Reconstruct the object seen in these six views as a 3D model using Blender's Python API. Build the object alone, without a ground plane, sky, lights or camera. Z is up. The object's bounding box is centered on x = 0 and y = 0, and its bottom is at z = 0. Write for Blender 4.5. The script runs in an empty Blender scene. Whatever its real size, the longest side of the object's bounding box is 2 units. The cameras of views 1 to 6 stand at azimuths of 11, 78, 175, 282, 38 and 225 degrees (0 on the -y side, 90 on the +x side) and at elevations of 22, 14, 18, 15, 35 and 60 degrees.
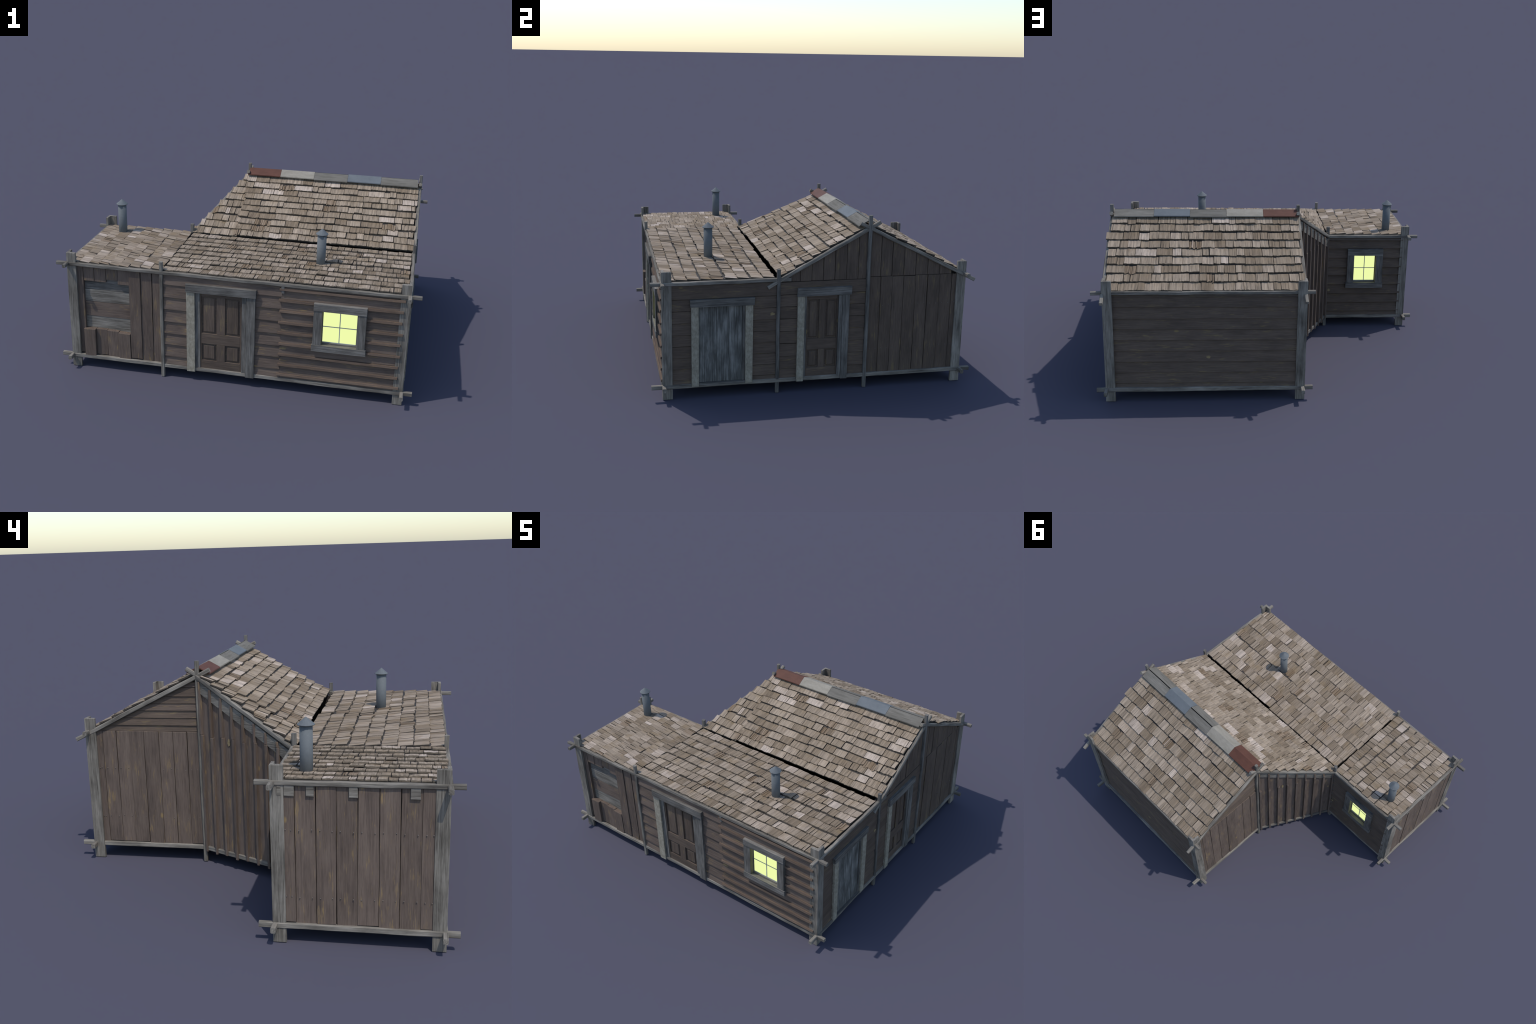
import bpy, bmesh, math, random
from mathutils import Vector, Matrix

RNG = random.Random(7)
COL = bpy.context.scene.collection
Z = Vector((0, 0, 1))

# ------------------------------------------------------------------ materials
class Nodes:
    """Small helper to chain shader nodes."""
    def __init__(self, name):
        self.mat = bpy.data.materials.new(name)
        self.mat.use_nodes = True
        self.t = self.mat.node_tree
        self.bsdf = self.t.nodes['Principled BSDF']
    def n(self, kind, **kw):
        nd = self.t.nodes.new(kind)
        for k, v in kw.items():
            setattr(nd, k, v)
        return nd
    def link(self, a, b):
        self.t.links.new(a, b)
    def math(self, op, a, b=None, clamp=False):
        nd = self.n('ShaderNodeMath', operation=op, use_clamp=clamp)
        for i, x in enumerate((a, b)):
            if x is None:
                continue
            if isinstance(x, (int, float)):
                nd.inputs[i].default_value = x
            else:
                self.link(x, nd.inputs[i])
        return nd.outputs[0]
    def mix(self, fac, a, b, blend='MIX'):
        nd = self.n('ShaderNodeMix', data_type='RGBA', blend_type=blend)
        if isinstance(fac, (int, float)):
            nd.inputs[0].default_value = fac
        else:
            self.link(fac, nd.inputs[0])
        for i, x in ((6, a), (7, b)):
            if isinstance(x, tuple):
                nd.inputs[i].default_value = (*x, 1)
            else:
                self.link(x, nd.inputs[i])
        return nd.outputs[2]
    def ramp(self, fac, stops):
        nd = self.n('ShaderNodeValToRGB')
        el = nd.color_ramp.elements
        while len(el) < len(stops):
            el.new(0.5)
        for e, (p, c) in zip(el, stops):
            e.position = p
            e.color = (*c, 1) if isinstance(c, tuple) else (c, c, c, 1)
        self.link(fac, nd.inputs[0])
        return nd.outputs[0]
    def noise(self, vec, scale=1.0, detail=4.0, rough=0.55):
        nd = self.n('ShaderNodeTexNoise')
        nd.inputs['Scale'].default_value = scale
        nd.inputs['Detail'].default_value = detail
        nd.inputs['Roughness'].default_value = rough
        self.link(vec, nd.inputs['Vector'])
        return nd.outputs[0]
    def scaled(self, vec, s, extra=None):
        nd = self.n('ShaderNodeVectorMath', operation='MULTIPLY')
        self.link(vec, nd.inputs[0])
        nd.inputs[1].default_value = s
        out = nd.outputs[0]
        if extra is not None:
            ad = self.n('ShaderNodeVectorMath', operation='ADD')
            self.link(out, ad.inputs[0])
            self.link(extra, ad.inputs[1])
            out = ad.outputs[0]
        return out
    def piece_random(self):
        """One random value per piece, for single objects and for joined ones."""
        o = self.n('ShaderNodeObjectInfo').outputs['Random']
        i = self.n('ShaderNodeNewGeometry').outputs['Random Per Island']
        return self.math('FRACT', self.math('ADD', o, self.math('MULTIPLY', i, 7.31)))
    def finish(self, color, rough=0.9, bump=None, strength=0.4, dist=0.002, spec=0.15):
        if isinstance(color, tuple):
            self.bsdf.inputs['Base Color'].default_value = (*color, 1)
        else:
            self.link(color, self.bsdf.inputs['Base Color'])
        self.bsdf.inputs['Roughness'].default_value = rough
        self.bsdf.inputs['Specular IOR Level'].default_value = spec
        if bump is not None:
            b = self.n('ShaderNodeBump')
            b.inputs['Strength'].default_value = strength
            b.inputs['Distance'].default_value = dist
            self.link(bump, b.inputs['Height'])
            self.link(b.outputs[0], self.bsdf.inputs['Normal'])
        return self.mat


def wood(name, dark, mid, light, tint=None, tint_amount=0.0, knots=0.0, contrast=1.0, piece=0.25):
    """Weathered boards; the grain runs along the piece's own x axis."""
    m = Nodes(name)
    co = m.n('ShaderNodeTexCoord').outputs['Object']
    rnd = m.piece_random()
    off = m.n('ShaderNodeCombineXYZ')
    for i, k in enumerate((37.0, 91.0, 53.0)):
        m.link(m.math('MULTIPLY', rnd, k), off.inputs[i])
    off = off.outputs[0]
    streak = m.noise(m.scaled(co, (7, 170, 170), off), 1, 5, 0.6)
    fine = m.noise(m.scaled(co, (16, 520, 520), off), 1, 3, 0.6)
    blotch = m.noise(m.scaled(co, (6, 18, 18), off), 1, 4, 0.6)
    v = m.math('ADD', m.math('MULTIPLY', streak, 0.5), m.math('MULTIPLY', blotch, 0.5))
    v = m.math('ADD', m.math('MULTIPLY', m.math('SUBTRACT', v, 0.5), 2.0 * contrast), 0.5, True)
    col = m.ramp(v, [(0.1, dark), (0.5, mid), (0.9, light)])
    if tint:
        # worn streaks where the pale timber shows through
        patch = m.noise(m.scaled(co, (9, 40, 40), off), 1, 3, 0.5)
        mask = m.ramp(m.math('MULTIPLY', patch, m.noise(m.scaled(co, (18, 260, 260), off), 1, 3, 0.6)),
                      [(0.33, 0.0), (0.42, 1.0)])
        col = m.mix(m.math('MULTIPLY', mask, tint_amount), col, tint)
    if knots:
        vo = m.n('ShaderNodeTexVoronoi')
        vo.inputs['Scale'].default_value = 1
        vo.inputs['Randomness'].default_value = 1
        m.link(m.scaled(co, (4.5, 9, 9), off), vo.inputs['Vector'])
        kn = m.ramp(vo.outputs['Distance'], [(0.035, 1.0), (0.075, 0.0)])
        col = m.mix(m.math('MULTIPLY', kn, knots), col, tint or light)
    # fine dark cracks and a per-board lightness
    crack = m.ramp(fine, [(0.36, 0.62), (0.5, 1.0)])
    col = m.mix(0.55, col, crack, 'MULTIPLY')
    lift = m.ramp(rnd, [(0.0, 1.0 - piece), (1.0, 1.0 + piece * 0.6)])
    col = m.mix(1.0, col, lift, 'MULTIPLY')
    return m.finish(col, 0.92, m.math('ADD', streak, fine), 0.5, 0.0015)


def shingle_material(name, warm=0.0):
    """Split wooden shingles; grain along the piece's y axis (up the slope)."""
    m = Nodes(name)
    co = m.n('ShaderNodeTexCoord').outputs['Object']
    rnd = m.piece_random()
    off = m.n('ShaderNodeCombineXYZ')
    for i, k in enumerate((61.0, 23.0, 79.0)):
        m.link(m.math('MULTIPLY', rnd, k), off.inputs[i])
    off = off.outputs[0]
    streak = m.noise(m.scaled(co, (190, 14, 60), off), 1, 4, 0.6)
    strip = m.noise(m.scaled(co, (110, 2, 10), off), 1, 0, 0.5)
    crack = m.noise(m.scaled(co, (230, 5, 60), off), 1, 1, 0.5)
    patch = m.noise(m.scaled(co, (13, 13, 13)), 1, 3, 0.5)
    base = m.ramp(rnd, [(0.0, (0.198, 0.149, 0.103)), (0.25, (0.252, 0.196, 0.140)), (0.5, (0.284, 0.223, 0.165)),
                        (0.72, (0.320, 0.253, 0.187)), (0.92, (0.358, 0.284, 0.216)), (1.0, (0.47, 0.385, 0.315))])
    br = m.ramp(m.math('ADD', m.math('MULTIPLY', streak, 0.5), m.math('MULTIPLY', strip, 0.5)),
                [(0.30, 0.74), (0.48, 1.0), (0.66, 1.26)])
    col = m.mix(1.0, base, br, 'MULTIPLY')
    col = m.mix(m.ramp(patch, [(0.5, 0.0), (0.72, 0.55)]), col, (0.25, 0.175, 0.095))
    col = m.mix(0.75, col, m.ramp(crack, [(0.30, 0.35), (0.37, 1.0)]), 'MULTIPLY')
    if warm:
        col = m.mix(warm, col, (0.17, 0.105, 0.055))
    return m.finish(col, 0.93, m.math('ADD', streak, crack), 0.6, 0.002)


BROWN = wood('brown_stained_wood', (0.078, 0.060, 0.052), (0.156, 0.117, 0.094), (0.200, 0.154, 0.123),
             (0.33, 0.225, 0.100), 0.6, 0.8, 0.85, 0.16)
BROWN_DARK = wood('dark_stained_wood', (0.080, 0.062, 0.049), (0.130, 0.097, 0.076), (0.176, 0.133, 0.100),  # base warmed to offset blue skylight on the shaded east and north walls
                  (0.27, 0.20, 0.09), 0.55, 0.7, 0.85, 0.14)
REDDISH = wood('worn_edge_wood', (0.090, 0.064, 0.049), (0.152, 0.109, 0.083), (0.200, 0.148, 0.110),
               (0.34, 0.22, 0.12), 0.5, 0.0, 0.8, 0.15)
GREY = wood('grey_weathered_wood', (0.100, 0.088, 0.074), (0.212, 0.191, 0.161), (0.335, 0.303, 0.257), None, 0, 0, 1.5, 0.14)
GREY_DARK = wood('dark_grey_wood', (0.080, 0.074, 0.066), (0.155, 0.144, 0.129), (0.250, 0.233, 0.209), None, 0, 0, 1.5, 0.14)
BLUE_GREY = wood('blue_grey_door_wood', (0.075, 0.073, 0.066), (0.148, 0.145, 0.133), (0.285, 0.279, 0.257), None, 0, 0, 1.7, 0.10)
CAP_GREY = wood('grey_ridge_wood', (0.118, 0.108, 0.090), (0.185, 0.171, 0.146), (0.260, 0.241, 0.208), None, 0, 0, 1.0, 0.08)
SHINGLE = shingle_material('shingle_wood')
SPLINTER = shingle_material('splintered_shingle_wood', 0.42)



def sheet(name, a, b, scale=(9, 9, 9), rough=0.7, metallic=0.0):
    m = Nodes(name)
    co = m.n('ShaderNodeTexCoord').outputs['Object']
    big = m.noise(m.scaled(co, scale), 1, 4, 0.6)
    fine = m.noise(m.scaled(co, (60, 110, 110)), 1, 4, 0.7)
    v = m.math('ADD', m.math('MULTIPLY', big, 0.6), m.math('MULTIPLY', fine, 0.4))
    m.bsdf.inputs['Metallic'].default_value = metallic
    return m.finish(m.ramp(v, [(0.35, a), (0.65, b)]), rough, fine, 0.15, 0.001, 0.3)


PALE = sheet('pale_worn_wood', (0.230, 0.203, 0.152), (0.400, 0.362, 0.285), (30, 60, 60), 0.9)
RUST = sheet('rusty_painted_sheet', (0.086, 0.035, 0.023), (0.135, 0.055, 0.036))
PALE_SHEET = sheet('pale_sheet', (0.245, 0.219, 0.175), (0.345, 0.312, 0.257), (14, 30, 30))
BLUE_SHEET = sheet('blue_grey_sheet', (0.116, 0.129, 0.139), (0.153, 0.168, 0.178))
PIPE = sheet('galvanised_pipe', (0.120, 0.132, 0.138), (0.155, 0.168, 0.174), (14, 14, 5), 0.75, 0.0)
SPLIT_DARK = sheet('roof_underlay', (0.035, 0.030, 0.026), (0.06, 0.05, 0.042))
PAINTED_GAP_SHADE = sheet('shingle_painted_gap_shade', (0.050, 0.042, 0.034), (0.085, 0.068, 0.052))
BUTT = sheet('shingle_butt', (0.115, 0.092, 0.068), (0.19, 0.152, 0.112), (70, 70, 70))
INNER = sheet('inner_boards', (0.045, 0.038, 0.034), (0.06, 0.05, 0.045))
NAIL = sheet('nail_iron', (0.135, 0.115, 0.098), (0.19, 0.165, 0.145))
LEAD = sheet('glazing_lead', (0.32, 0.35, 0.36), (0.40, 0.43, 0.44), rough=0.5)


def lit_pane():
    m = Nodes('lit_window_glass')
    m.bsdf.inputs['Emission Color'].default_value = (0.86, 0.955, 0.405, 1)
    m.bsdf.inputs['Emission Strength'].default_value = 1.0
    return m.finish((0.02, 0.02, 0.01), 0.6, spec=0.1)


PANE = lit_pane()

# ------------------------------------------------------------------ building blocks
shack = bpy.data.objects.new('wooden_shack', None)
COL.objects.link(shack)
shack['label'] = 'weathered brown timber shack with shingled roof and lit windows'
shack['category'] = 'house'


def new_object(name, mesh, matrix=None, parent=None, mat=None):
    ob = bpy.data.objects.new(name, mesh)
    COL.objects.link(ob)
    ob.parent = parent or shack
    if matrix is not None:
        ob.matrix_local = matrix
    if mat is not None and not mesh.materials:
        mesh.materials.append(mat)
    return ob


def prism_mesh(name, pts, z0, ztop, bevel=0.0014, wobble=0.0):
    """Extrude an outline in x,y; ztop may be a function of (x, y)."""
    if wobble:
        dense = []
        for i, a in enumerate(pts):
            b = pts[(i + 1) % len(pts)]
            length = math.hypot(b[0] - a[0], b[1] - a[1])
            steps = max(1, int(length / 0.045))
            nx, ny = -(b[1] - a[1]) / max(length, 1e-6), (b[0] - a[0]) / max(length, 1e-6)
            for k in range(steps):
                t = k / steps
                w = RNG.uniform(0, wobble) if k else 0
                dense.append((a[0] + (b[0] - a[0]) * t + nx * w, a[1] + (b[1] - a[1]) * t + ny * w))
        pts = dense
    area = sum(a[0] * b[1] - b[0] * a[1] for a, b in zip(pts, pts[1:] + pts[:1]))
    if area < 0:
        pts = pts[::-1]
    f = ztop if callable(ztop) else (lambda x, y: ztop)
    bm = bmesh.new()
    lo = [bm.verts.new((x, y, z0)) for x, y in pts]
    hi = [bm.verts.new((x, y, f(x, y))) for x, y in pts]
    bm.faces.new(lo[::-1])
    bm.faces.new(hi)
    n = len(pts)
    for i in range(n):
        bm.faces.new((lo[i], lo[(i + 1) % n], hi[(i + 1) % n], hi[i]))
    if bevel:
        rim = [e for e in bm.edges if all(v in set(hi) for v in e.verts)]
        bmesh.ops.bevel(bm, geom=rim, offset=bevel, segments=1, affect='EDGES', clamp_overlap=True)
    me = bpy.data.meshes.new(name)
    bm.to_mesh(me)
    bm.free()
    return me


class Wall:
    """A wall plane: u runs along it, v is height, d points outward."""
    def __init__(self, p0, p1):
        self.o = Vector((*p0, 0))
        d = Vector((*p1, 0)) - self.o
        self.length = d.length
        self.u = d.normalized()
        self.out = self.u.cross(Z)
        self.m = Matrix((( self.u.x, Z.x, self.out.x, self.o.x),
                         ( self.u.y, Z.y, self.out.y, self.o.y),
                         ( self.u.z, Z.z, self.out.z, self.o.z), (0, 0, 0, 1)))

    def piece(self, name, pts, d0, d1, mat, parent, grain='u', d1_top=None, bevel=0.0014, wobble=0.0008):
        """Board with outline pts (u, v); outer face at d1 (d1_top at its upper edge)."""
        uc = sum(p[0] for p in pts) / len(pts)
        vc = sum(p[1] for p in pts) / len(pts)
        v0, v1 = min(p[1] for p in pts), max(p[1] for p in pts)
        if grain == 'u':
            loc = [(u - uc, v - vc) for u, v in pts]
            rot = Matrix.Identity(4)
            height = lambda x, y: vc + y
        else:
            loc = [(v - vc, -(u - uc)) for u, v in pts]
            rot = Matrix.Rotation(math.pi / 2, 4, 'Z')
            height = lambda x, y: vc + x
        if d1_top is None:
            top = d1 - d0
        else:
            top = lambda x, y: d1 - d0 + (d1_top - d1) * (height(x, y) - v0) / (v1 - v0)
        me = prism_mesh(name, loc, 0.0, top, bevel, wobble)
        return new_object(name, me, self.m @ Matrix.Translation((uc, vc, d0)) @ rot, parent, mat)

    def box(self, name, u0, u1, v0, v1, d0, d1, mat, parent, grain='u', jit=0.0, **kw):
        j = lambda: RNG.uniform(-jit, jit)
        pts = [(u0 + j(), v0 + j()), (u1 + j(), v0 + j()), (u1 + j(), v1 + j()), (u0 + j(), v1 + j())]
        return self.piece(name, pts, d0, d1, mat, parent, grain, **kw)

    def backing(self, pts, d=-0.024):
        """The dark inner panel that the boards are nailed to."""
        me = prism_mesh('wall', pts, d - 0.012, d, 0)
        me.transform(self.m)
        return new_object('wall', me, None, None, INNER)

    def nails(self, spots, d, parent):
        """Nail heads, joined into one mesh."""
        bm = bmesh.new()
        for u, v in spots:
            bmesh.ops.create_uvsphere(bm, u_segments=6, v_segments=4, radius=0.0025,
                                      matrix=self.m @ Matrix.Translation((u, v, d)))
        me = bpy.data.meshes.new('nail_heads')
        bm.to_mesh(me)
        bm.free()
        ob = new_object('nail_heads', me, None, parent, NAIL)
        ob['kind'] = 'stuff'


def beam(name, a, b, w=0.0195, h=0.0195, mat=None, parent=None, up=Z):
    a, b = Vector(a), Vector(b)
    x = (b - a).normalized()
    y = up.cross(x).normalized()
    z = x.cross(y)
    L = (b - a).length
    segs = max(2, int(L / 0.09))
    bm = bmesh.new()
    rings = []
    for i in range(segs + 1):
        t = -L / 2 + L * i / segs
        dy, dz = RNG.uniform(-0.0012, 0.0012), RNG.uniform(-0.0012, 0.0012)
        c = 0.003
        prof = [(-w/2 + c, -h/2), (w/2 - c, -h/2), (w/2, -h/2 + c), (w/2, h/2 - c),
                (w/2 - c, h/2), (-w/2 + c, h/2), (-w/2, h/2 - c), (-w/2, -h/2 + c)]
        rings.append([bm.verts.new((t, py + dy, pz + dz)) for py, pz in prof])
    for r, s in zip(rings, rings[1:]):
        for i in range(8):
            bm.faces.new((r[i], r[(i + 1) % 8], s[(i + 1) % 8], s[i]))
    bm.faces.new(rings[0][::-1])
    bm.faces.new(rings[-1])
    bmesh.ops.recalc_face_normals(bm, faces=bm.faces)
    me = bpy.data.meshes.new(name)
    bm.to_mesh(me)
    bm.free()
    c = (a + b) / 2
    M = Matrix(((x.x, y.x, z.x, c.x), (x.y, y.y, z.y, c.y), (x.z, y.z, z.z, c.z), (0, 0, 0, 1)))
    return new_object(name, me, M, parent, mat or GREY)

# ------------------------------------------------------------------ the plan
# corners and posts of the frame, in plan
XE, XW, YS, YN = 0.933, -0.933, -0.835, 0.833
XG = -0.142                 # west gable wall
YB = -0.198                 # north wall of the west wing
JX, JY = -0.400, -0.205     # re-entrant corner post
YR = 0.273                  # ridge line
YE1 = -0.222                # post between the wing and the gable, east side
XF1, XF2 = -0.397, 0.268    # front posts
EAVE, SILL = 0.635, 0.0695
RIDGE = 0.903

front = Wall((XW, YS), (XE, YS))
east = Wall((XE, YS), (XE, YN))
north = Wall((XE, YN - 0.009), (XG, YN + 0.003))
gable_w = Wall((XG, YN), (XG, YR))
diag = Wall((XG - 0.004, YR), (JX, JY))
wing_n = Wall((JX, YB), (XW, YB))
wing_w = Wall((XW, YB), (XW, YS))

def roof_s(y):   # underside line of the south slope
    return 0.632 + (y + 0.212) * (RIDGE - 0.632) / (YR + 0.212)
def roof_n(y):
    return 0.625 + (YN - y) * (RIDGE - 0.625) / (YN - YR)

# ------------------------------------------------------------------ frame timbers
beam('eave_beam', (-1.0, YS - 0.003, EAVE), (0.994, YS - 0.003, EAVE))
beam('sill_beam', (-0.998, YS - 0.001, SILL), (0.990, YS - 0.001, SILL), 0.0195, 0.0225)
beam('eave_beam', (XW - 0.002, -0.892, EAVE + 0.001), (XW - 0.002, -0.135, EAVE + 0.001))
beam('sill_beam', (XW - 0.002, -0.890, SILL + 0.001), (XW - 0.002, -0.137, SILL + 0.001), 0.0195, 0.0225)
beam('eave_beam', (-0.998, YB - 0.002, EAVE), (-0.362, YB - 0.002, EAVE))
beam('sill_beam', (-0.990, YB - 0.002, SILL), (-0.390, YB - 0.002, SILL), 0.0195, 0.0225)
beam('eave_beam', (XE + 0.001, -0.900, EAVE + 0.001), (XE + 0.001, -0.155, EAVE + 0.001))
beam('sill_beam', (XE + 0.001, -0.902, SILL + 0.001), (XE + 0.001, 0.898, SILL + 0.001), 0.0195, 0.0225)
beam('eave_beam', (0.998, 0.829, EAVE), (-0.200, 0.829, EAVE))
beam('sill_beam', (0.988, 0.835, SILL), (-0.202, 0.835, SILL), 0.0195, 0.0225)
beam('sill_beam', (XG - 0.002, 0.902, SILL + 0.001), (XG - 0.002, 0.240, SILL + 0.001), 0.0195, 0.0225)
beam('sill_beam', diag.m @ Vector((-0.02, SILL, 0.0)), diag.m @ Vector((diag.length + 0.02, SILL, 0.0)), 0.0195, 0.0225)
# rafters, crossing above the ridge
for x in (XE + 0.002, XG - 0.004):
    s = 0.556
    top = (x, 0.330, 0.904 + (0.330 - YR) * s)
    low = (x, -0.280, 0.904 + (-0.280 - YR) * s)
    if x < 0:
        low = (x, 0.20, 0.904 + (0.20 - YR) * s)
    beam('rafter', low, top, 0.019, 0.020)
    n = 0.497
    dx = 0.002 if x > 0 else -0.002
    beam('rafter', (x + dx, 0.892, 0.904 - (0.892 - YR) * n), (x + dx, 0.218, 0.904 + (YR - 0.218) * n), 0.019, 0.020)
beam('rafter', diag.m @ Vector((-0.01, 0.904, 0.006)), diag.m @ Vector((diag.length + 0.03, 0.618, 0.006)), 0.019, 0.020)
# slim posts
beam('slim_post', (XE + 0.002, YE1, 0), (XE + 0.002, YE1, 0.695), 0.019, 0.019, GREY_DARK, up=Vector((1, 0, 0)))
beam('slim_post', (XE + 0.004, YR, 0), (XE + 0.004, YR, 0.973), 0.019, 0.019, GREY_DARK, up=Vector((1, 0, 0)))
beam('slim_post', (XG - 0.005, YR + 0.004, 0), (XG - 0.005, YR + 0.004, 0.973), 0.019, 0.019, GREY, up=Vector((1, 0, 0)))
beam('slim_post', (XF1, YS - 0.003, 0), (XF1, YS - 0.003, 0.697), 0.019, 0.019, GREY, up=Vector((1, 0, 0)))
beam('slim_post', (JX, JY, 0), (JX, JY, 0.698), 0.021, 0.021, GREY_DARK, up=Vector((1, 0, 0)))
beam('short_post', (XF2 + 0.006, YS - 0.004, 0.588), (XF2 + 0.006, YS - 0.004, 0.640), 0.018, 0.018, GREY_DARK, up=Vector((1, 0, 0)))


def corner_post(cx, cy, sx, sy):
    """Two upright boards meeting at an outer corner; sx, sy point outward."""
    wide, thick, top = 0.052, 0.014, 0.702
    ox, oy = cx + sx * 0.007, cy + sy * 0.0065
    pts = [(ox, oy), (ox - sx * wide, oy), (ox - sx * wide, oy - sy * thick), (ox - sx * thick, oy - sy * thick),
           (ox - sx * thick, oy - sy * wide), (ox, oy - sy * wide)]
    # lean the local x axis upward so that the grain runs up the post
    loc = [((x - cx), (y - cy)) for x, y in pts]
    me = prism_mesh('corner_post', loc, 0.0, top + RNG.uniform(-0.003, 0.003), 0.002)
    me.transform(Matrix.Rotation(math.pi / 2, 4, 'Y'))
    new_object('corner_post', me, Matrix.Translation((cx, cy, 0)) @ Matrix.Rotation(-math.pi / 2, 4, 'Y'), None, GREY)


corner_post(XE, YS, 1, -1)
corner_post(XW, YS, -1, -1)
corner_post(XW, YB, -1, 1)
corner_post(XE, YN, 1, 1)
corner_post(XG - 0.008, YN + 0.004, -1, 1)

# floor that closes the underside
fl = prism_mesh('floor', [(XW + .02, YS + .02), (XE - .02, YS + .02), (XE - .02, YN - .02), (XG + .02, YN - .02),
                          (XG + .02, YR), (JX + .02, JY - .02), (XW + .02, YB - .02)], 0.062, 0.08, 0)
new_object('floor', fl, None, None, INNER)

# ------------------------------------------------------------------ openings
def split(u0, u1, v0, v1, holes):
    """Runs of a horizontal board left over beside the openings."""
    runs = [(u0, u1)]
    for a, b, c, d in holes:
        if v1 <= c + 0.012 or v0 >= d - 0.012:
            continue
        nxt = []
        for r0, r1 in runs:
            if b <= r0 or a >= r1:
                nxt.append((r0, r1))
                continue
            if a - r0 > 0.004:
                nxt.append((r0, a))
            if r1 - b > 0.004:
                nxt.append((b, r1))
        runs = nxt
    return runs


def horizontal_boards(wall, parent, u0, u1, levels, holes=(), mat=BROWN, d0=-0.012, low=0.001, high=-0.003, jit=0.0012, name='siding_board'):
    for vt, vb in zip(levels, levels[1:]):
        for a, b in split(u0, u1, vb, vt, holes):
            k = RNG.uniform(-0.001, 0.001)
            wall.box(name, a, b, vb + 0.0018, vt, d0, low + k, mat, parent, 'u', jit, d1_top=high + k)


def clip_top(u0, u1, v0, f):
    return [(u0, v0), (u1, v0), (u1, f(u1)), (u0, f(u0))]


def panel_door(wall, u0, u1, v0, v1, d, parent_lintel):
    """Four-panel door leaf between u0..u1, v0..v1, with its face at d."""
    leaf_me = prism_mesh('door', [(u0, v0), (u1, v0), (u1, v1), (u0, v1)], d - 0.014, d - 0.010, 0)
    leaf_me.transform(wall.m)
    leaf = new_object('door', leaf_me, None, None, BROWN_DARK)
    w = u1 - u0
    stile, mid = w * 0.035, w * 0.2
    rail1 = v0 + 0.054
    lock0, lock1 = v0 + 0.157, v0 + 0.220
    top = v1 - 0.022
    c0, c1 = (u0 + u1) / 2 - mid / 2, (u0 + u1) / 2 + mid / 2
    for a, b in ((u0, u0 + stile), (u1 - stile, u1)):
        wall.box('door_stile', a, b, v0, v1, d - 0.01, d, BROWN_DARK, leaf, 'v', wobble=0)
    for a, b in ((v0, rail1), (lock0, lock1), (top, v1)):
        wall.box('door_rail', u0 + stile, u1 - stile, a, b, d - 0.01, d - 0.0005, BROWN_DARK, leaf, 'u', wobble=0)
    for a, b in ((rail1, lock0), (lock1, top)):
        wall.box('door_muntin', c0, c1, a, b, d - 0.01, d - 0.0005, BROWN_DARK, leaf, 'v', wobble=0)
        for p, q in ((u0 + stile, c0), (c1, u1 - stile)):
            wall.box('door_panel', p + 0.010, q - 0.010, a + 0.008, b - 0.008, d - 0.010, d - 0.003, BROWN_DARK, leaf, 'v', bevel=0.005, wobble=0)
    return leaf


def door_frame(wall, leaf, jl, jr, lint, d, right_mat, v_bottom=0.055, lean=0.0):
    """jl, jr: (u0, u1) of the jambs; lint: (u0, u1, v0, v1)."""
    wall.box('door_jamb', jl[0], jl[1], v_bottom, lint[2] + 0.002, -0.012, d, PALE, leaf, 'v', 0.001)
    wall.box('door_jamb', jr[0], jr[1], v_bottom + 0.002, lint[2] + 0.002, -0.012, d, right_mat, leaf, 'v', 0.001)
    wall.box('door_lintel', lint[0], lint[1], lint[2], lint[3], -0.012, d + 0.006, GREY_DARK, leaf, 'u', 0.0015)


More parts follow.
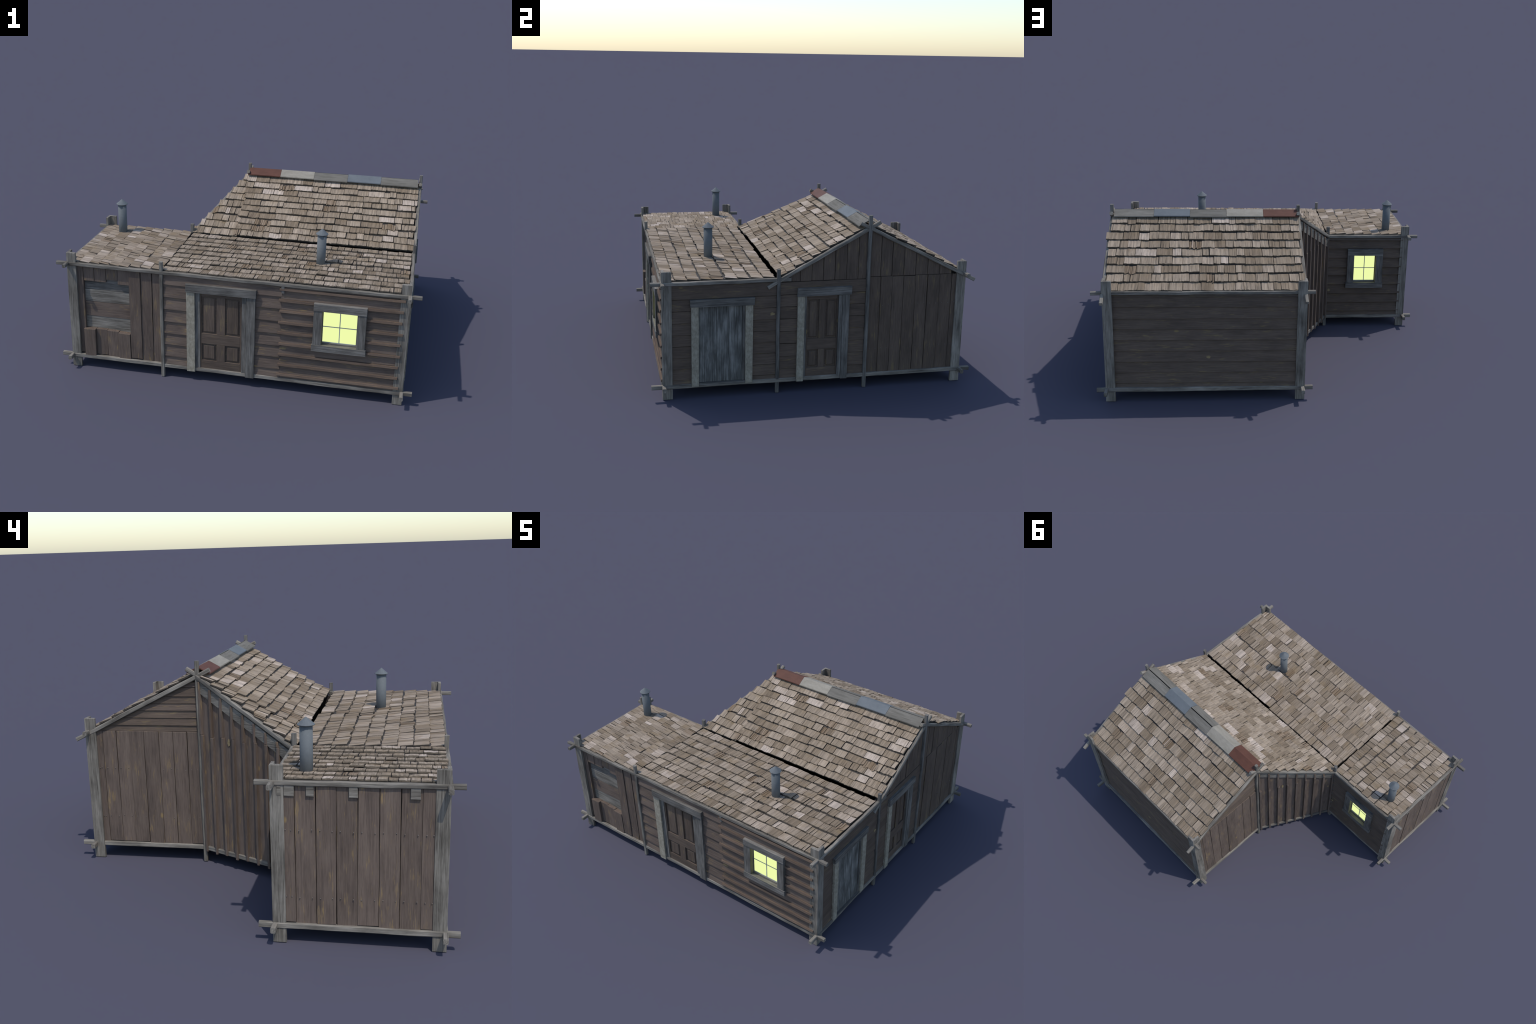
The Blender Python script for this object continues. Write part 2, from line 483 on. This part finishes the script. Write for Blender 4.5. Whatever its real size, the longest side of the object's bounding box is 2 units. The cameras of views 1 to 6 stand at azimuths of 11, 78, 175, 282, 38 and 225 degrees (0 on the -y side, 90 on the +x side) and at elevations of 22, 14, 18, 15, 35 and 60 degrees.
def window(wall, u0, u1, v0, v1, d, mat, glass_d):
    """Opening u0..u1, v0..v1; frame boards around it and a lit four-light sash."""
    me = prism_mesh('window', [(u0, v0), (u1, v0), (u1, v1), (u0, v1)], -0.0235, glass_d - 0.006, 0)
    me.transform(wall.m)
    win = new_object('window', me, None, None, GREY_DARK)
    side = 0.046
    wall.box('window_frame_head', u0 - side, u1 + side, v1, v1 + 0.043, -0.022, d + 0.003, mat, win, 'u', 0.001)
    wall.box('window_frame_sill', u0 - side - 0.006, u1 + side + 0.006, v0 - 0.037, v0, -0.022, d + 0.003, mat, win, 'u', 0.001)
    wall.box('window_frame_side', u0 - side, u0, v0, v1, -0.022, d, mat, win, 'v', 0.0008)
    wall.box('window_frame_side', u1, u1 + side, v0, v1, -0.022, d, mat, win, 'v', 0.0008)
    s = 0.004
    wall.box('window_pane', u0 + s, u1 - s, v0 + 0.011, v1 - s, glass_d - 0.005, glass_d, PANE, win, 'u', bevel=0, wobble=0)
    wall.box('glazing_bar', u0 + s, u1 - s, v0 + 0.007, v0 + 0.011, glass_d - 0.006, glass_d + 0.003, LEAD, win, 'u', bevel=0, wobble=0)
    wall.box('sash_rail', u0, u1, v0, v0 + 0.007, glass_d - 0.006, glass_d + 0.008, GREY_DARK, win, 'u', bevel=0, wobble=0)
    for a, b in ((u0, u0 + s), (u1 - s, u1)):
        wall.box('sash_stile', a, b, v0 + 0.007, v1, glass_d - 0.006, glass_d + 0.002, GREY_DARK, win, 'v', bevel=0, wobble=0)
    cu, cv = (u0 + u1) / 2, (v0 + 0.008 + v1 - s) / 2
    wall.box('glazing_bar', cu - 0.0022, cu + 0.0022, v0 + 0.011, v1 - s, glass_d, glass_d + 0.003, LEAD, win, 'v', bevel=0, wobble=0)
    wall.box('glazing_bar', u0 + s, u1 - s, cv - 0.0022, cv + 0.0022, glass_d, glass_d + 0.002, LEAD, win, 'u', bevel=0, wobble=0)
    return win

# ------------------------------------------------------------------ front wall
F = -XW   # x -> u on the front wall is x + F
bk = front.backing([(0, SILL), (front.length, SILL), (front.length, EAVE), (0, EAVE)], -0.032)

# west bay: upright boards round a boarded-up window
def fu(x):
    return x + F
top = EAVE - 0.008
bays = [  # x0, x1, v0, v1, face depth
    (-0.905, -0.852, 0.084, top, -0.008), (-0.585, -0.518, 0.088, top, 0.002), (-0.518, -0.454, 0.078, top, -0.003),
    (-0.454, -0.403, 0.080, top, -0.006),
    (-0.852, -0.790, 0.536, top, -0.009), (-0.790, -0.721, 0.535, top, -0.011), (-0.721, -0.652, 0.552, top, -0.010), (-0.652, -0.585, 0.530, top, -0.008),
    (-0.862, -0.793, 0.062, 0.243, 0.009), (-0.793, -0.726, 0.084, 0.243, -0.007), (-0.726, -0.657, 0.082, 0.242, -0.003), (-0.657, -0.586, 0.078, 0.236, 0.005)]
for x0, x1, v0, v1, d in bays:
    front.box('wall_board', fu(x0) + 0.0008, fu(x1) - 0.0008, v0, v1, -0.0310, d, BROWN, bk, 'v', 0.0016)
for v0, v1, m in ((0.480, 0.560, GREY_DARK), (0.404, 0.480, GREY), (0.316, 0.404, BROWN), (0.230, 0.316, GREY)):
    front.box('window_covering_board', fu(-0.855), fu(-0.583), v0 + 0.0008, v1 - 0.0008, -0.0315, -0.026 + RNG.uniform(0, 0.002), m, bk, 'u', 0.001)
front.nails([(fu(x), v) for x, v in ((-0.835, .205), (-.81, .205), (-.64, .212), (-.61, .21), (-.56, .55), (-.54, .35), (-.5, .17), (-.47, .165),
                                      (-.53, .2))], 0.001, bk)

# middle bay: lapped siding and a panelled door
door_hole = (fu(-0.208), fu(0.080), 0.0, 0.56)
lv = [top, 0.564, 0.491, 0.418, 0.345, 0.272, 0.202, 0.128, 0.080]
horizontal_boards(front, bk, fu(XF1 + 0.010), fu(XF2 + 0.002), lv, [door_hole], BROWN, low=0.007, high=-0.001)
leaf = panel_door(front, fu(-0.180), fu(0.054), 0.077, 0.541, 0.0035, None)
door_frame(front, leaf, (fu(-0.254), fu(-0.207)), (fu(0.079), fu(0.128)), (fu(-0.257), fu(0.133), 0.543, 0.589), 0.016, GREY_DARK)
front.box('door_stop', fu(-0.2075), fu(-0.1795), 0.070, 0.541, -0.012, 0.006, GREY_DARK, leaf, 'v')
front.box('door_stop', fu(0.0545), fu(0.0775), 0.074, 0.541, -0.012, 0.010, GREY_DARK, leaf, 'v')

# east bay: siding with projecting ledges and a lit window
win_hole = (fu(0.446), fu(0.722), 0.285, 0.55)
ledges = [0.615, 0.551, 0.488, 0.422, 0.360, 0.294, 0.229, 0.166, 0.105]
lv = [top] + ledges[:]
lv.append(0.078)
horizontal_boards(front, bk, fu(XF2 - 0.004), fu(0.905), lv, [win_hole], BROWN, low=0.005, high=-0.002)
for v in ledges:
    for a, b in split(fu(XF2 - 0.010 + RNG.uniform(-0.006, 0.004)), fu(0.910 + RNG.uniform(-0.006, 0.007)), v - 0.008, v + 0.008, [win_hole]):
        front.box('siding_ledge', a, b, v - 0.011, v + 0.002, 0.0, 0.0155, REDDISH, bk, 'u', 0.0008, d1_top=0.0125)
window(front, fu(0.490), fu(0.677), 0.313, 0.511, 0.023, GREY_DARK, -0.008)

# ------------------------------------------------------------------ east wall
def eu(y):
    return y - YS
bk = east.backing([(0, SILL), (east.length, SILL), (east.length, 0.62), (eu(YR), RIDGE - 0.012), (eu(YE1), 0.62), (0, 0.62)])
lv = [0.624, 0.549, 0.484, 0.419, 0.353, 0.290, 0.227, 0.164, 0.102, 0.078]
hole = (eu(-0.650), eu(-0.398), 0.0, 0.52)
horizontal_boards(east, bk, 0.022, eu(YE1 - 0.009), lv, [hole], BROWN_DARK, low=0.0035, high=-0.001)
# wide plank door
sl = prism_mesh('door', [(hole[0], 0.07), (hole[1], 0.07), (hole[1], 0.52), (hole[0], 0.52)], -0.014, -0.010, 0)
sl.transform(east.m)
plank_door = new_object('door', sl, None, None, BLUE_GREY)
for a, b in ((-0.648, -0.553), (-0.553, -0.487), (-0.487, -0.415)):
    east.box('door_plank', eu(a) + 0.0006, eu(b) - 0.0006, 0.084, 0.512, -0.010, -0.001 + RNG.uniform(-0.001, 0.001), BLUE_GREY, plank_door, 'v', 0.0005)
east.box('door_stop', eu(-0.4145), eu(-0.4005), 0.084, 0.512, -0.01, 0.004, GREY_DARK, plank_door, 'v')
east.box('threshold', eu(-0.648), eu(-0.4005), 0.0705, 0.0835, -0.01, 0.0125, GREY_DARK, plank_door, 'u')
east.box('door_jamb', eu(-0.688), eu(-0.649), 0.066, 0.510, -0.012, 0.014, PALE, plank_door, 'v', 0.001)
east.box('door_jamb', eu(-0.400), eu(-0.360), 0.068, 0.514, -0.012, 0.014, PALE, plank_door, 'v', 0.001)
east.box('door_lintel', eu(-0.694), eu(-0.352), 0.509, 0.5495, -0.012, 0.019, GREY_DARK, plank_door, 'u', 0.0015)

# gable, south half: siding with a panelled door, upright boards above
hole = (eu(-0.08), eu(0.13), 0.0, 0.56)
lv = [0.622, 0.551, 0.485, 0.417, 0.346, 0.277, 0.204, 0.131, 0.078]
horizontal_boards(east, bk, eu(YE1 + 0.010), eu(YR - 0.009), lv, [hole], BROWN_DARK, low=0.0045, high=0.001)
leaf = panel_door(east, eu(-0.066), eu(0.111), 0.077, 0.541, 0.0025, None)
door_frame(east, leaf, (eu(-0.116), eu(-0.079)), (eu(0.132), eu(0.171)), (eu(-0.119), eu(0.180), 0.543, 0.589), 0.015, GREY_DARK, 0.057)
east.box('door_stop', eu(-0.0785), eu(-0.0665), 0.072, 0.541, -0.012, 0.006, GREY_DARK, leaf, 'v')
east.box('door_stop', eu(0.1115), eu(0.1315), 0.074, 0.541, -0.012, 0.0125, GREY_DARK, leaf, 'v')
cuts = [-0.205, -0.168, -0.104, -0.040, 0.024, 0.088, 0.152, 0.217, 0.264]
for a, b in zip(cuts, cuts[1:]):
    east.piece('gable_board', clip_top(eu(a) + 0.001, eu(b) - 0.001, 0.6235, lambda u: max(0.6245, roof_s(u + YS) - 0.004)),
               -0.012, -0.001 + RNG.uniform(-0.003, 0.0015), BROWN_DARK, bk, 'v')
# gable, north half: upright boards in two lengths
cuts = [0.283, 0.348, 0.413, 0.480, 0.549, 0.619, 0.690, 0.761, 0.800]
spots = []
for a, b in zip(cuts, cuts[1:]):
    east.box('wall_board', eu(a) + 0.0008, eu(b) - 0.0008, 0.080 + RNG.uniform(-0.003, 0.005), 0.631 + RNG.uniform(-0.002, 0.002), -0.012, 0.0005 + RNG.uniform(-0.003, 0.003), BROWN_DARK, bk, 'v', 0.0014)
    spots += [(eu(a) + t, v + RNG.uniform(-.004, .004)) for v in (0.22, 0.47) for t in (0.016, b - a - 0.016)]
    if b < 0.80:
        sh = -0.004
        east.piece('gable_board', clip_top(eu(a + sh) + 0.001, eu(b + sh) - 0.001, 0.633, lambda u: max(0.634, roof_n(u + YS) - 0.004)),
                   -0.012, 0.001 + RNG.uniform(-0.003, 0.002), BROWN_DARK, bk, 'v')
east.nails(spots, 0.0015, bk)

# ------------------------------------------------------------------ north wall
bk = north.backing([(0, SILL), (north.length, SILL), (north.length, EAVE), (0, EAVE)])
lv = [0.626, 0.610, 0.552, 0.485, 0.421, 0.359, 0.294, 0.230, 0.167, 0.103, 0.079]
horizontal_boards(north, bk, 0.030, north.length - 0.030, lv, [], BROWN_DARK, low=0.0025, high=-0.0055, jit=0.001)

# ------------------------------------------------------------------ west gable wall
def gu(y):
    return YN - y
bk = gable_w.backing([(0, SILL), (gable_w.length, SILL), (gable_w.length, RIDGE - 0.012), (0, 0.62)])
cuts = [0.800, 0.762, 0.694, 0.627, 0.556, 0.482, 0.413, 0.343, 0.285]
spots = []
for a, b in zip(cuts, cuts[1:]):
    gable_w.box('wall_board', gu(a) + 0.0008, gu(b) - 0.0008, 0.082 + RNG.uniform(-0.004, 0.006), 0.6395, -0.012, 0.002 + RNG.uniform(-0.003, 0.004), BROWN, bk, 'v', 0.0014)
    spots += [(gu(a) + t, v + RNG.uniform(-.004, .004)) for v in (0.215, 0.455) for t in (0.014, a - b - 0.014)]
gable_w.nails(spots, 0.003, bk)
lv = [0.640, 0.669, 0.704, 0.740, 0.773, 0.807, 0.851, 0.875]
for i, (a, b) in enumerate(zip(lv, lv[1:])):
    yl = lambda v: YN - (v + 0.010 - 0.625) * (YN - YR) / (RIDGE - 0.625)
    ul0, ul1 = max(gu(yl(a)), 0.03), gu(yl(b))
    if gable_w.length - 0.012 - ul1 < 0.01:
        ul1 = gable_w.length - 0.02
    gable_w.piece('siding_board', [(ul0, a), (gable_w.length - 0.008, a), (gable_w.length - 0.008, b - 0.001), (ul1, b - 0.001)],
                  -0.012, 0.003 if i % 2 else 0.0005, BROWN if i in (3, 6) else BROWN_DARK, bk, 'u', d1_top=-0.003)

# ------------------------------------------------------------------ slanting wall, boards and battens
L = diag.length
bk = diag.backing([(0, SILL), (L, SILL), (L, 0.62), (0, RIDGE - 0.012)])
line = lambda u: RIDGE - 0.006 - (RIDGE - 0.628) * u / L
pitch = 0.0635
u = 0.008
k = 0
while u < L - 0.02:
    e = min(u + pitch, L - 0.008)
    diag.piece('wall_board', clip_top(u + 0.0008, e - 0.0008, 0.062 + RNG.uniform(0, 0.01), lambda q: line(q) - 0.004), -0.012, 0.000 + RNG.uniform(-0.002, 0.002), BROWN, bk, 'v')
    # batten over the joint, in two lengths
    split_v = 0.627 + RNG.uniform(-0.004, 0.006)
    upper = min(line(u + 0.006) - 0.012, 0.9)
    if upper > split_v + 0.02:
        diag.box('batten', u - 0.002, u + 0.009, split_v, upper, 0.0, 0.015, REDDISH if k % 3 == 1 else BROWN, bk, 'v', 0.0012)
    else:
        split_v = upper
    diag.box('batten', u + 0.001, u + 0.014, 0.052 + RNG.uniform(-0.003, 0.008), split_v - 0.001, -0.001, 0.0155, BROWN, bk, 'v', 0.0015)
    u += pitch
    k += 1
diag.piece('fascia_board', [(0.004, line(0.004) - 0.068), (L - 0.008, line(L - 0.008) - 0.066), (L - 0.008, line(L - 0.008) - 0.012), (0.004, line(0.004) - 0.012)],
           -0.005, 0.009, GREY, bk, 'u')

# ------------------------------------------------------------------ west wing, north and west walls
def nu(x):
    return JX - x
bk = wing_n.backing([(0, SILL), (wing_n.length, SILL), (wing_n.length, EAVE), (0, EAVE)])
lv = [top, 0.609, 0.552, 0.486, 0.421, 0.366, 0.300, 0.236, 0.172, 0.108, 0.080]
hole = (nu(-0.542), nu(-0.764), 0.292, 0.55)
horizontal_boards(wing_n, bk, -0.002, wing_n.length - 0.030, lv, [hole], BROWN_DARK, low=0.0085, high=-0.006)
window(wing_n, nu(-0.581), nu(-0.727), 0.316, 0.507, 0.021, GREY_DARK, -0.010)

def wu(y):
    return YB - y
bk = wing_w.backing([(0, SILL), (wing_w.length, SILL), (wing_w.length, EAVE), (0, EAVE)])
cuts = [-0.232, -0.283, -0.361, -0.436, -0.514, -0.592, -0.668, -0.745, -0.800]
spots = []
for i, (a, b) in enumerate(zip(cuts, cuts[1:])):
    wing_w.box('wall_board', wu(a) + 0.0009, wu(b) - 0.0009, 0.080 + RNG.uniform(-0.006, 0.006), top, -0.012, 0.003 + RNG.uniform(-0.003, 0.004), BROWN, bk, 'v', 0.0014)
    spots += [(wu(a) + t, v + RNG.uniform(-.004, .004)) for v in (0.19, 0.455) for t in (0.015, a - b - 0.015)]
wing_w.nails(spots, 0.0045, bk)
for a, b in ((-0.219, -0.234), (-0.245, -0.282), (-0.326, -0.356), (-0.482, -0.514), (-0.701, -0.737)):
    wing_w.box('patch_board', wu(a), wu(b), 0.587, top, -0.01, 0.0085, GREY, bk, 'u', 0.001)

# ------------------------------------------------------------------ places where the stain has flaked off
FLAKE = sheet('bare_flaked_wood', (0.22, 0.165, 0.085), (0.32, 0.245, 0.135), (60, 60, 60), 0.9)


def flake(wall, u, v, d, w, h, upright=False):
    pts = []
    for k in range(11):
        a = 2 * math.pi * k / 11
        q = RNG.uniform(0.65, 1.05)
        pts.append((math.cos(a) * w / 2 * q, math.sin(a) * h / 2 * q))
    if upright:
        pts = [(y, x) for x, y in pts]
    wall.piece('flaked_patch', [(u + x, v + y) for x, y in pts], d - 0.003, d, FLAKE, shack, 'u', bevel=0, wobble=0)


flake(north, XE - 0.378, 0.258, 0.0005, 0.030, 0.018)
flake(east, eu(-0.254), 0.450, 0.0042, 0.030, 0.020)
flake(front, fu(0.283), 0.259, 0.0035, 0.040, 0.014)
flake(diag, 0.172, 0.611, 0.003, 0.038, 0.019, True)
flake(wing_n, 0.018, 0.260, 0.008, 0.022, 0.020)

# ------------------------------------------------------------------ roof
def shingle_mesh(w, length, t, seed, ragged=1.0):
    """Split shingle: butt at y=0, tail up the slope, grooved top, uneven butt."""
    r = random.Random(seed)
    n = max(3, int(round(w / 0.0075)))
    xs = [-w / 2 + w * i / n for i in range(n + 1)]
    ys = [0.0, 0.25, 1.0]
    bm = bmesh.new()
    skew = r.uniform(-0.002, 0.002) * ragged
    step = 0.0
    butt, groove = [], []
    for i in range(n + 1):
        if r.random() < 0.28:
            step = r.uniform(-0.003, 0.003) * ragged
        butt.append(step + skew * (i / n - 0.5) * 2 + r.uniform(-0.001, 0.001))
        groove.append(r.uniform(-0.0006, 0.0006) - (0.0028 if 0 < i < n and r.random() < 0.22 else 0))
    crown = r.uniform(-0.0015, 0.0015)
    topv, botv = [], []
    for j, fy in enumerate(ys):
        rt, rb = [], []
        for i, x in enumerate(xs):
            y = fy * length + butt[i] * (1 - fy)
            th = t * (1 - 0.55 * fy) + groove[i] * (1 - 0.5 * fy) + crown * math.cos((i / n - 0.5) * math.pi)
            edge = r.uniform(-0.0008, 0.0008) if i in (0, n) else 0
            rt.append(bm.verts.new((x + edge, y, max(th, 0.002))))
            rb.append(bm.verts.new((x + edge, y, -0.001)))
        topv.append(rt)
        botv.append(rb)
    m = len(ys) - 1
    for j in range(m):
        for i in range(n):
            bm.faces.new((topv[j][i], topv[j][i + 1], topv[j + 1][i + 1], topv[j + 1][i]))
            bm.faces.new((botv[j][i], botv[j + 1][i], botv[j + 1][i + 1], botv[j][i + 1]))
    cut, butts = [], []
    for i in range(n):
        butts.append(bm.faces.new((topv[0][i + 1], topv[0][i], botv[0][i], botv[0][i + 1])))
        bm.faces.new((topv[m][i], topv[m][i + 1], botv[m][i + 1], botv[m][i]))
    for j in range(m):
        cut.append(bm.faces.new((topv[j][0], topv[j + 1][0], botv[j + 1][0], botv[j][0])))
        cut.append(bm.faces.new((topv[j + 1][n], topv[j][n], botv[j][n], botv[j + 1][n])))
    for f in cut:      # split sides, painted dark to draw the shadowed gaps
        f.material_index = 1
    for f in butts:
        f.material_index = 2
    me = bpy.data.meshes.new('shingle')
    bm.to_mesh(me)
    bm.free()
    return me


SH_L = 0.085
WIDTHS = (0.014, 0.022, 0.032, 0.044, 0.058, 0.073, 0.090)
VARIANTS = {w: [] for w in WIDTHS}
for wi, w in enumerate(WIDTHS):
    for s in range(6):
        me = shingle_mesh(w - 0.0012, SH_L, 0.0105, wi * 100 + s)
        me.materials.append(SHINGLE)
        me.materials.append(PAINTED_GAP_SHADE)
        me.materials.append(BUTT)
        VARIANTS[w].append(me)
SPLINTERS = []
for s in range(6):
    me = shingle_mesh(0.013, SH_L, 0.008, 900 + s, 2.5)
    me.materials.append(SPLINTER)
    me.materials.append(PAINTED_GAP_SHADE)
    me.materials.append(BUTT)
    SPLINTERS.append(me)


def roof_panel(origin, xdir, updir, width, length, courses, mean_w, single, inside=None, seed=1, extra=0.004, start=0.0,
               deck_pts=None, edge_jut=0.012, exposure=None, over=0.0, flat=0.72, left_edge=None, row_jut=None):
    """Lay courses of shingles on a sloping deck. single: each shingle is its own object."""
    r = random.Random(seed)
    x, y = Vector(xdir).normalized(), Vector(updir).normalized()
    z = x.cross(y).normalized()
    M = Matrix(((x.x, y.x, z.x, origin[0]), (x.y, y.y, z.y, origin[1]), (x.z, y.z, z.z, origin[2]), (0, 0, 0, 1)))
    dp = deck_pts or [(0.004, 0.004), (width - 0.004, 0.004), (width - 0.004, length), (0.004, length)]
    deck = new_object('roof_deck', prism_mesh('roof_deck', dp, -0.010, 0.0, 0), M, None, SPLIT_DARK)
    ex = exposure or length / courses
    placed = []
    for c in range(courses):
        jl, jr = r.uniform(-edge_jut, edge_jut * 0.6), r.uniform(-edge_jut * 0.6, edge_jut)
        jl -= (row_jut or {}).get(c, 0.0)
        cx = jl if left_edge is None else left_edge(start + (c + 0.65) * ex) + jl
        row_shift = r.uniform(-0.003, 0.003)
        while cx < width + jr - 0.008:
            want = mean_w * (0.45 + 1.15 * r.random())
            left = width + jr - cx
            if left - want < 0.02:
                want = left
            splint = r.random() < 0.032
            pieces = []
            if splint:
                q = cx
                while q < cx + want * 0.8:
                    sw = r.uniform(0.007, 0.016)
                    pieces.append((q + sw / 2, sw, r.choice(SPLINTERS), 0.013))
                    q += sw
                want = q - cx
            else:
                base = min(WIDTHS, key=lambda a: abs(a - want))
                pieces.append((cx + want / 2, want, r.choice(VARIANTS[base]), base))
            for px, pw, me, base in pieces:
                dy = row_shift + r.uniform(-0.0035, 0.0035) - (r.uniform(0, 0.010) if splint else 0)
                if c == 0:
                    dy = abs(dy) * 0.5
                py = start + c * ex + dy
                if inside and not inside(px, py + 0.012):
                    continue
                lift = (0.0040 + r.uniform(-0.001, 0.0022)) * flat
                tilt = -math.atan2((0.0045 + r.uniform(-0.001, 0.0035)) * flat, ex)
                if r.random() < 0.03:
                    tilt -= 0.06 * flat
                    lift += 0.003
                ln = (ex - r.uniform(0.0014, 0.0040) - (0.0010 if flat < 0.6 else 0.0)) / SH_L
                if c == courses - 1:
                    ln = (length + over - py + r.uniform(-0.005, 0.003)) / SH_L
                T = (Matrix.Translation((px, py, lift)) @ Matrix.Rotation(r.gauss(0, 0.016), 4, 'Z') @
                     Matrix.Rotation(r.gauss(0, 0.02), 4, 'Y') @ Matrix.Rotation(tilt, 4, 'X') @ Matrix.Diagonal(((pw - r.choice((0.0, 0.0005, 0.0015, 0.0028, 0.004))) / base, ln, flat, 1)))
                placed.append((T, me))
            cx += want
    if single:
        for T, me in placed:
            ob = bpy.data.objects.new('shingle', me)
            COL.objects.link(ob)
            ob.parent = deck
            ob.matrix_local = M.inverted() @ M @ T
    else:
        bm = bmesh.new()
        for T, me in placed:
            n0 = len(bm.verts)
            f0 = len(bm.faces)
            bm.from_mesh(me)
            bm.verts.ensure_lookup_table()
            bm.faces.ensure_lookup_table()
            for v in bm.verts[n0:]:
                v.co = T @ v.co
            if me in SPLINTERS:
                for f in bm.faces[f0:]:
                    f.material_index = f.material_index or 3
        me = bpy.data.meshes.new('shingles')
        bm.to_mesh(me)
        bm.free()
        for m_ in (SHINGLE, PAINTED_GAP_SHADE, BUTT, SPLINTER):
            me.materials.append(m_)
        ob = new_object('shingles', me, Matrix.Identity(4), deck)
        ob['kind'] = 'stuff'
    return deck


RZ = 0.914      # deck height at the ridge
# north slope
n_low = Vector((0.926, 0.827, 0.640))
n_up = Vector((0, YR - 0.827, RZ + 0.009 - 0.640))
roof_panel(n_low, (-1, 0, 0), n_up, 1.068, n_up.length, 9, 0.074, True, seed=11, exposure=(n_up.length - 0.035) / 9, over=-0.006,
           row_jut={6: 0.017, 5: 0.009, 3: 0.008, 2: 0.010, 7: 0.006})
# south slope
s_low = Vector((-0.138, -0.214, 0.649))
s_up = Vector((0, YR + 0.214, RZ + 0.003 - 0.649))
roof_panel(s_low, (1, 0, 0), s_up, 1.062, s_up.length, 10, 0.072, True, seed=12, exposure=(s_up.length - 0.040) / 10, over=-0.012)
# triangular piece over the slanting wall
t_low = Vector((JX, -0.214, 0.642))
t_up = Vector((0, YR + 0.214, RZ - 0.001 - 0.642))
tl = t_up.length
tw = XG - JX
roof_panel(t_low, (1, 0, 0), t_up, tw + 0.02, tl, 9, 0.046, False, left_edge=lambda py: tw * py / tl - 0.011, seed=13, edge_jut=0.005,
           deck_pts=[(0.0, 0.0), (tw + 0.01, 0.0), (tw + 0.01, tl - 0.012), (tw - 0.004, tl - 0.012)], exposure=(tl - 0.02) / 9, over=-0.02)
# flat front panels
roof_panel((-0.391, -0.838, 0.6465), (1, 0, 0), (0, 1, -0.002), 0.660, 0.609, 9, 0.044, False, seed=14, edge_jut=0.004, flat=0.55)
roof_panel((0.270, -0.838, 0.6490), (1, 0, 0), (0, 1, -0.004), 0.652, 0.599, 9, 0.044, False, seed=15, edge_jut=0.005, flat=0.55)
# west wing, courses falling west
roof_panel((-0.928, -0.207, 0.6460), (0, -1, 0), (1, 0, 0.0), 0.628, 0.529, 9, 0.043, False, seed=16, edge_jut=0.005, flat=0.55)

# ------------------------------------------------------------------ ridge capping
caps = [(-0.147, 0.060, RUST, False), (0.060, 0.274, PALE_SHEET, False), (0.274, 0.486, CAP_GREY, True),
        (0.486, 0.694, BLUE_SHEET, False), (0.694, 0.922, CAP_GREY, True)]
apex = 0.9445
for i, (x0, x1, mat, boards) in enumerate(caps):
    lift = (0.0012 if not boards else 0.0) + 0.0004 * i
    gap = 0.0035 if boards else 0.0
    sn, cn = math.sin(math.atan(0.478)), math.cos(math.atan(0.478))
    ss, cs = math.sin(math.atan(0.552)), math.cos(math.atan(0.552))
    w = 0.062
    t = 0.0055
    def flap(sign, sn_, cn_):
        a = (sign * gap, apex + lift - gap * 0.5)
        b = (sign * (gap + w * cn_), apex + lift - gap * 0.5 - w * sn_)
        return a, b
    an, bn = flap(1, sn, cn)
    as_, bs = flap(-1, ss, cs)
    def mesh_from(profile):
        bm = bmesh.new()
        xa, xb = x0 + 0.0006, x1 - 0.0006
        ra = [bm.verts.new((xa, YR + y, z)) for y, z in profile]
        rb = [bm.verts.new((xb, YR + y, z)) for y, z in profile]
        k = len(profile)
        for q in range(k):
            bm.faces.new((ra[q], ra[(q + 1) % k], rb[(q + 1) % k], rb[q]))
        bm.faces.new(ra[::-1])
        bm.faces.new(rb)
        bmesh.ops.recalc_face_normals(bm, faces=bm.faces)
        me = bpy.data.meshes.new('ridge_cap')
        bm.to_mesh(me)
        bm.free()
        return me
    if boards:
        for a, b in ((an, bn), (as_, bs)):
            new_object('ridge_board', mesh_from([a, b, (b[0], b[1] - t), (a[0], a[1] - t)]), None, None, mat)
    else:
        new_object('ridge_cap', mesh_from([bs, (0, apex + lift), bn, (bn[0], bn[1] - t), (0, apex + lift - t), (bs[0], bs[1] - t)]), None, None, mat)

# ------------------------------------------------------------------ stove pipes
def lathe(name, profile, n, mat, M, parent=None):
    bm = bmesh.new()
    rings = []
    for r, z in profile:
        if r < 1e-5:
            rings.append([bm.verts.new((0, 0, z))])
        else:
            rings.append([bm.verts.new((r * math.cos(2 * math.pi * i / n), r * math.sin(2 * math.pi * i / n), z)) for i in range(n)])
    for a, b in zip(rings, rings[1:]):
        for i in range(n):
            j = (i + 1) % n
            if len(b) == 1:
                bm.faces.new((a[i], a[j], b[0]))
            elif len(a) == 1:
                bm.faces.new((a[0], b[j], b[i]))
            else:
                bm.faces.new((a[i], a[j], b[j], b[i]))
    bmesh.ops.recalc_face_normals(bm, faces=bm.faces)
    me = bpy.data.meshes.new(name)
    bm.to_mesh(me)
    bm.free()
    for p in me.polygons:
        p.use_smooth = len(p.vertices) == 4
    ob = new_object(name, me, M, parent, mat)
    return ob


for px, py in ((-0.805, -0.312), (0.431, -0.532)):
    pipe = lathe('stove_pipe', [(0.0, 0.60), (0.0252, 0.60), (0.0252, 0.829), (0.0, 0.829)], 24, PIPE, Matrix.Translation((px, py, 0)))
    lathe('pipe_cap', [(0.0, 0.826), (0.0338, 0.8245), (0.0338, 0.827), (0.0, 0.8555)], 16, PIPE, Matrix.Identity(4), pipe)
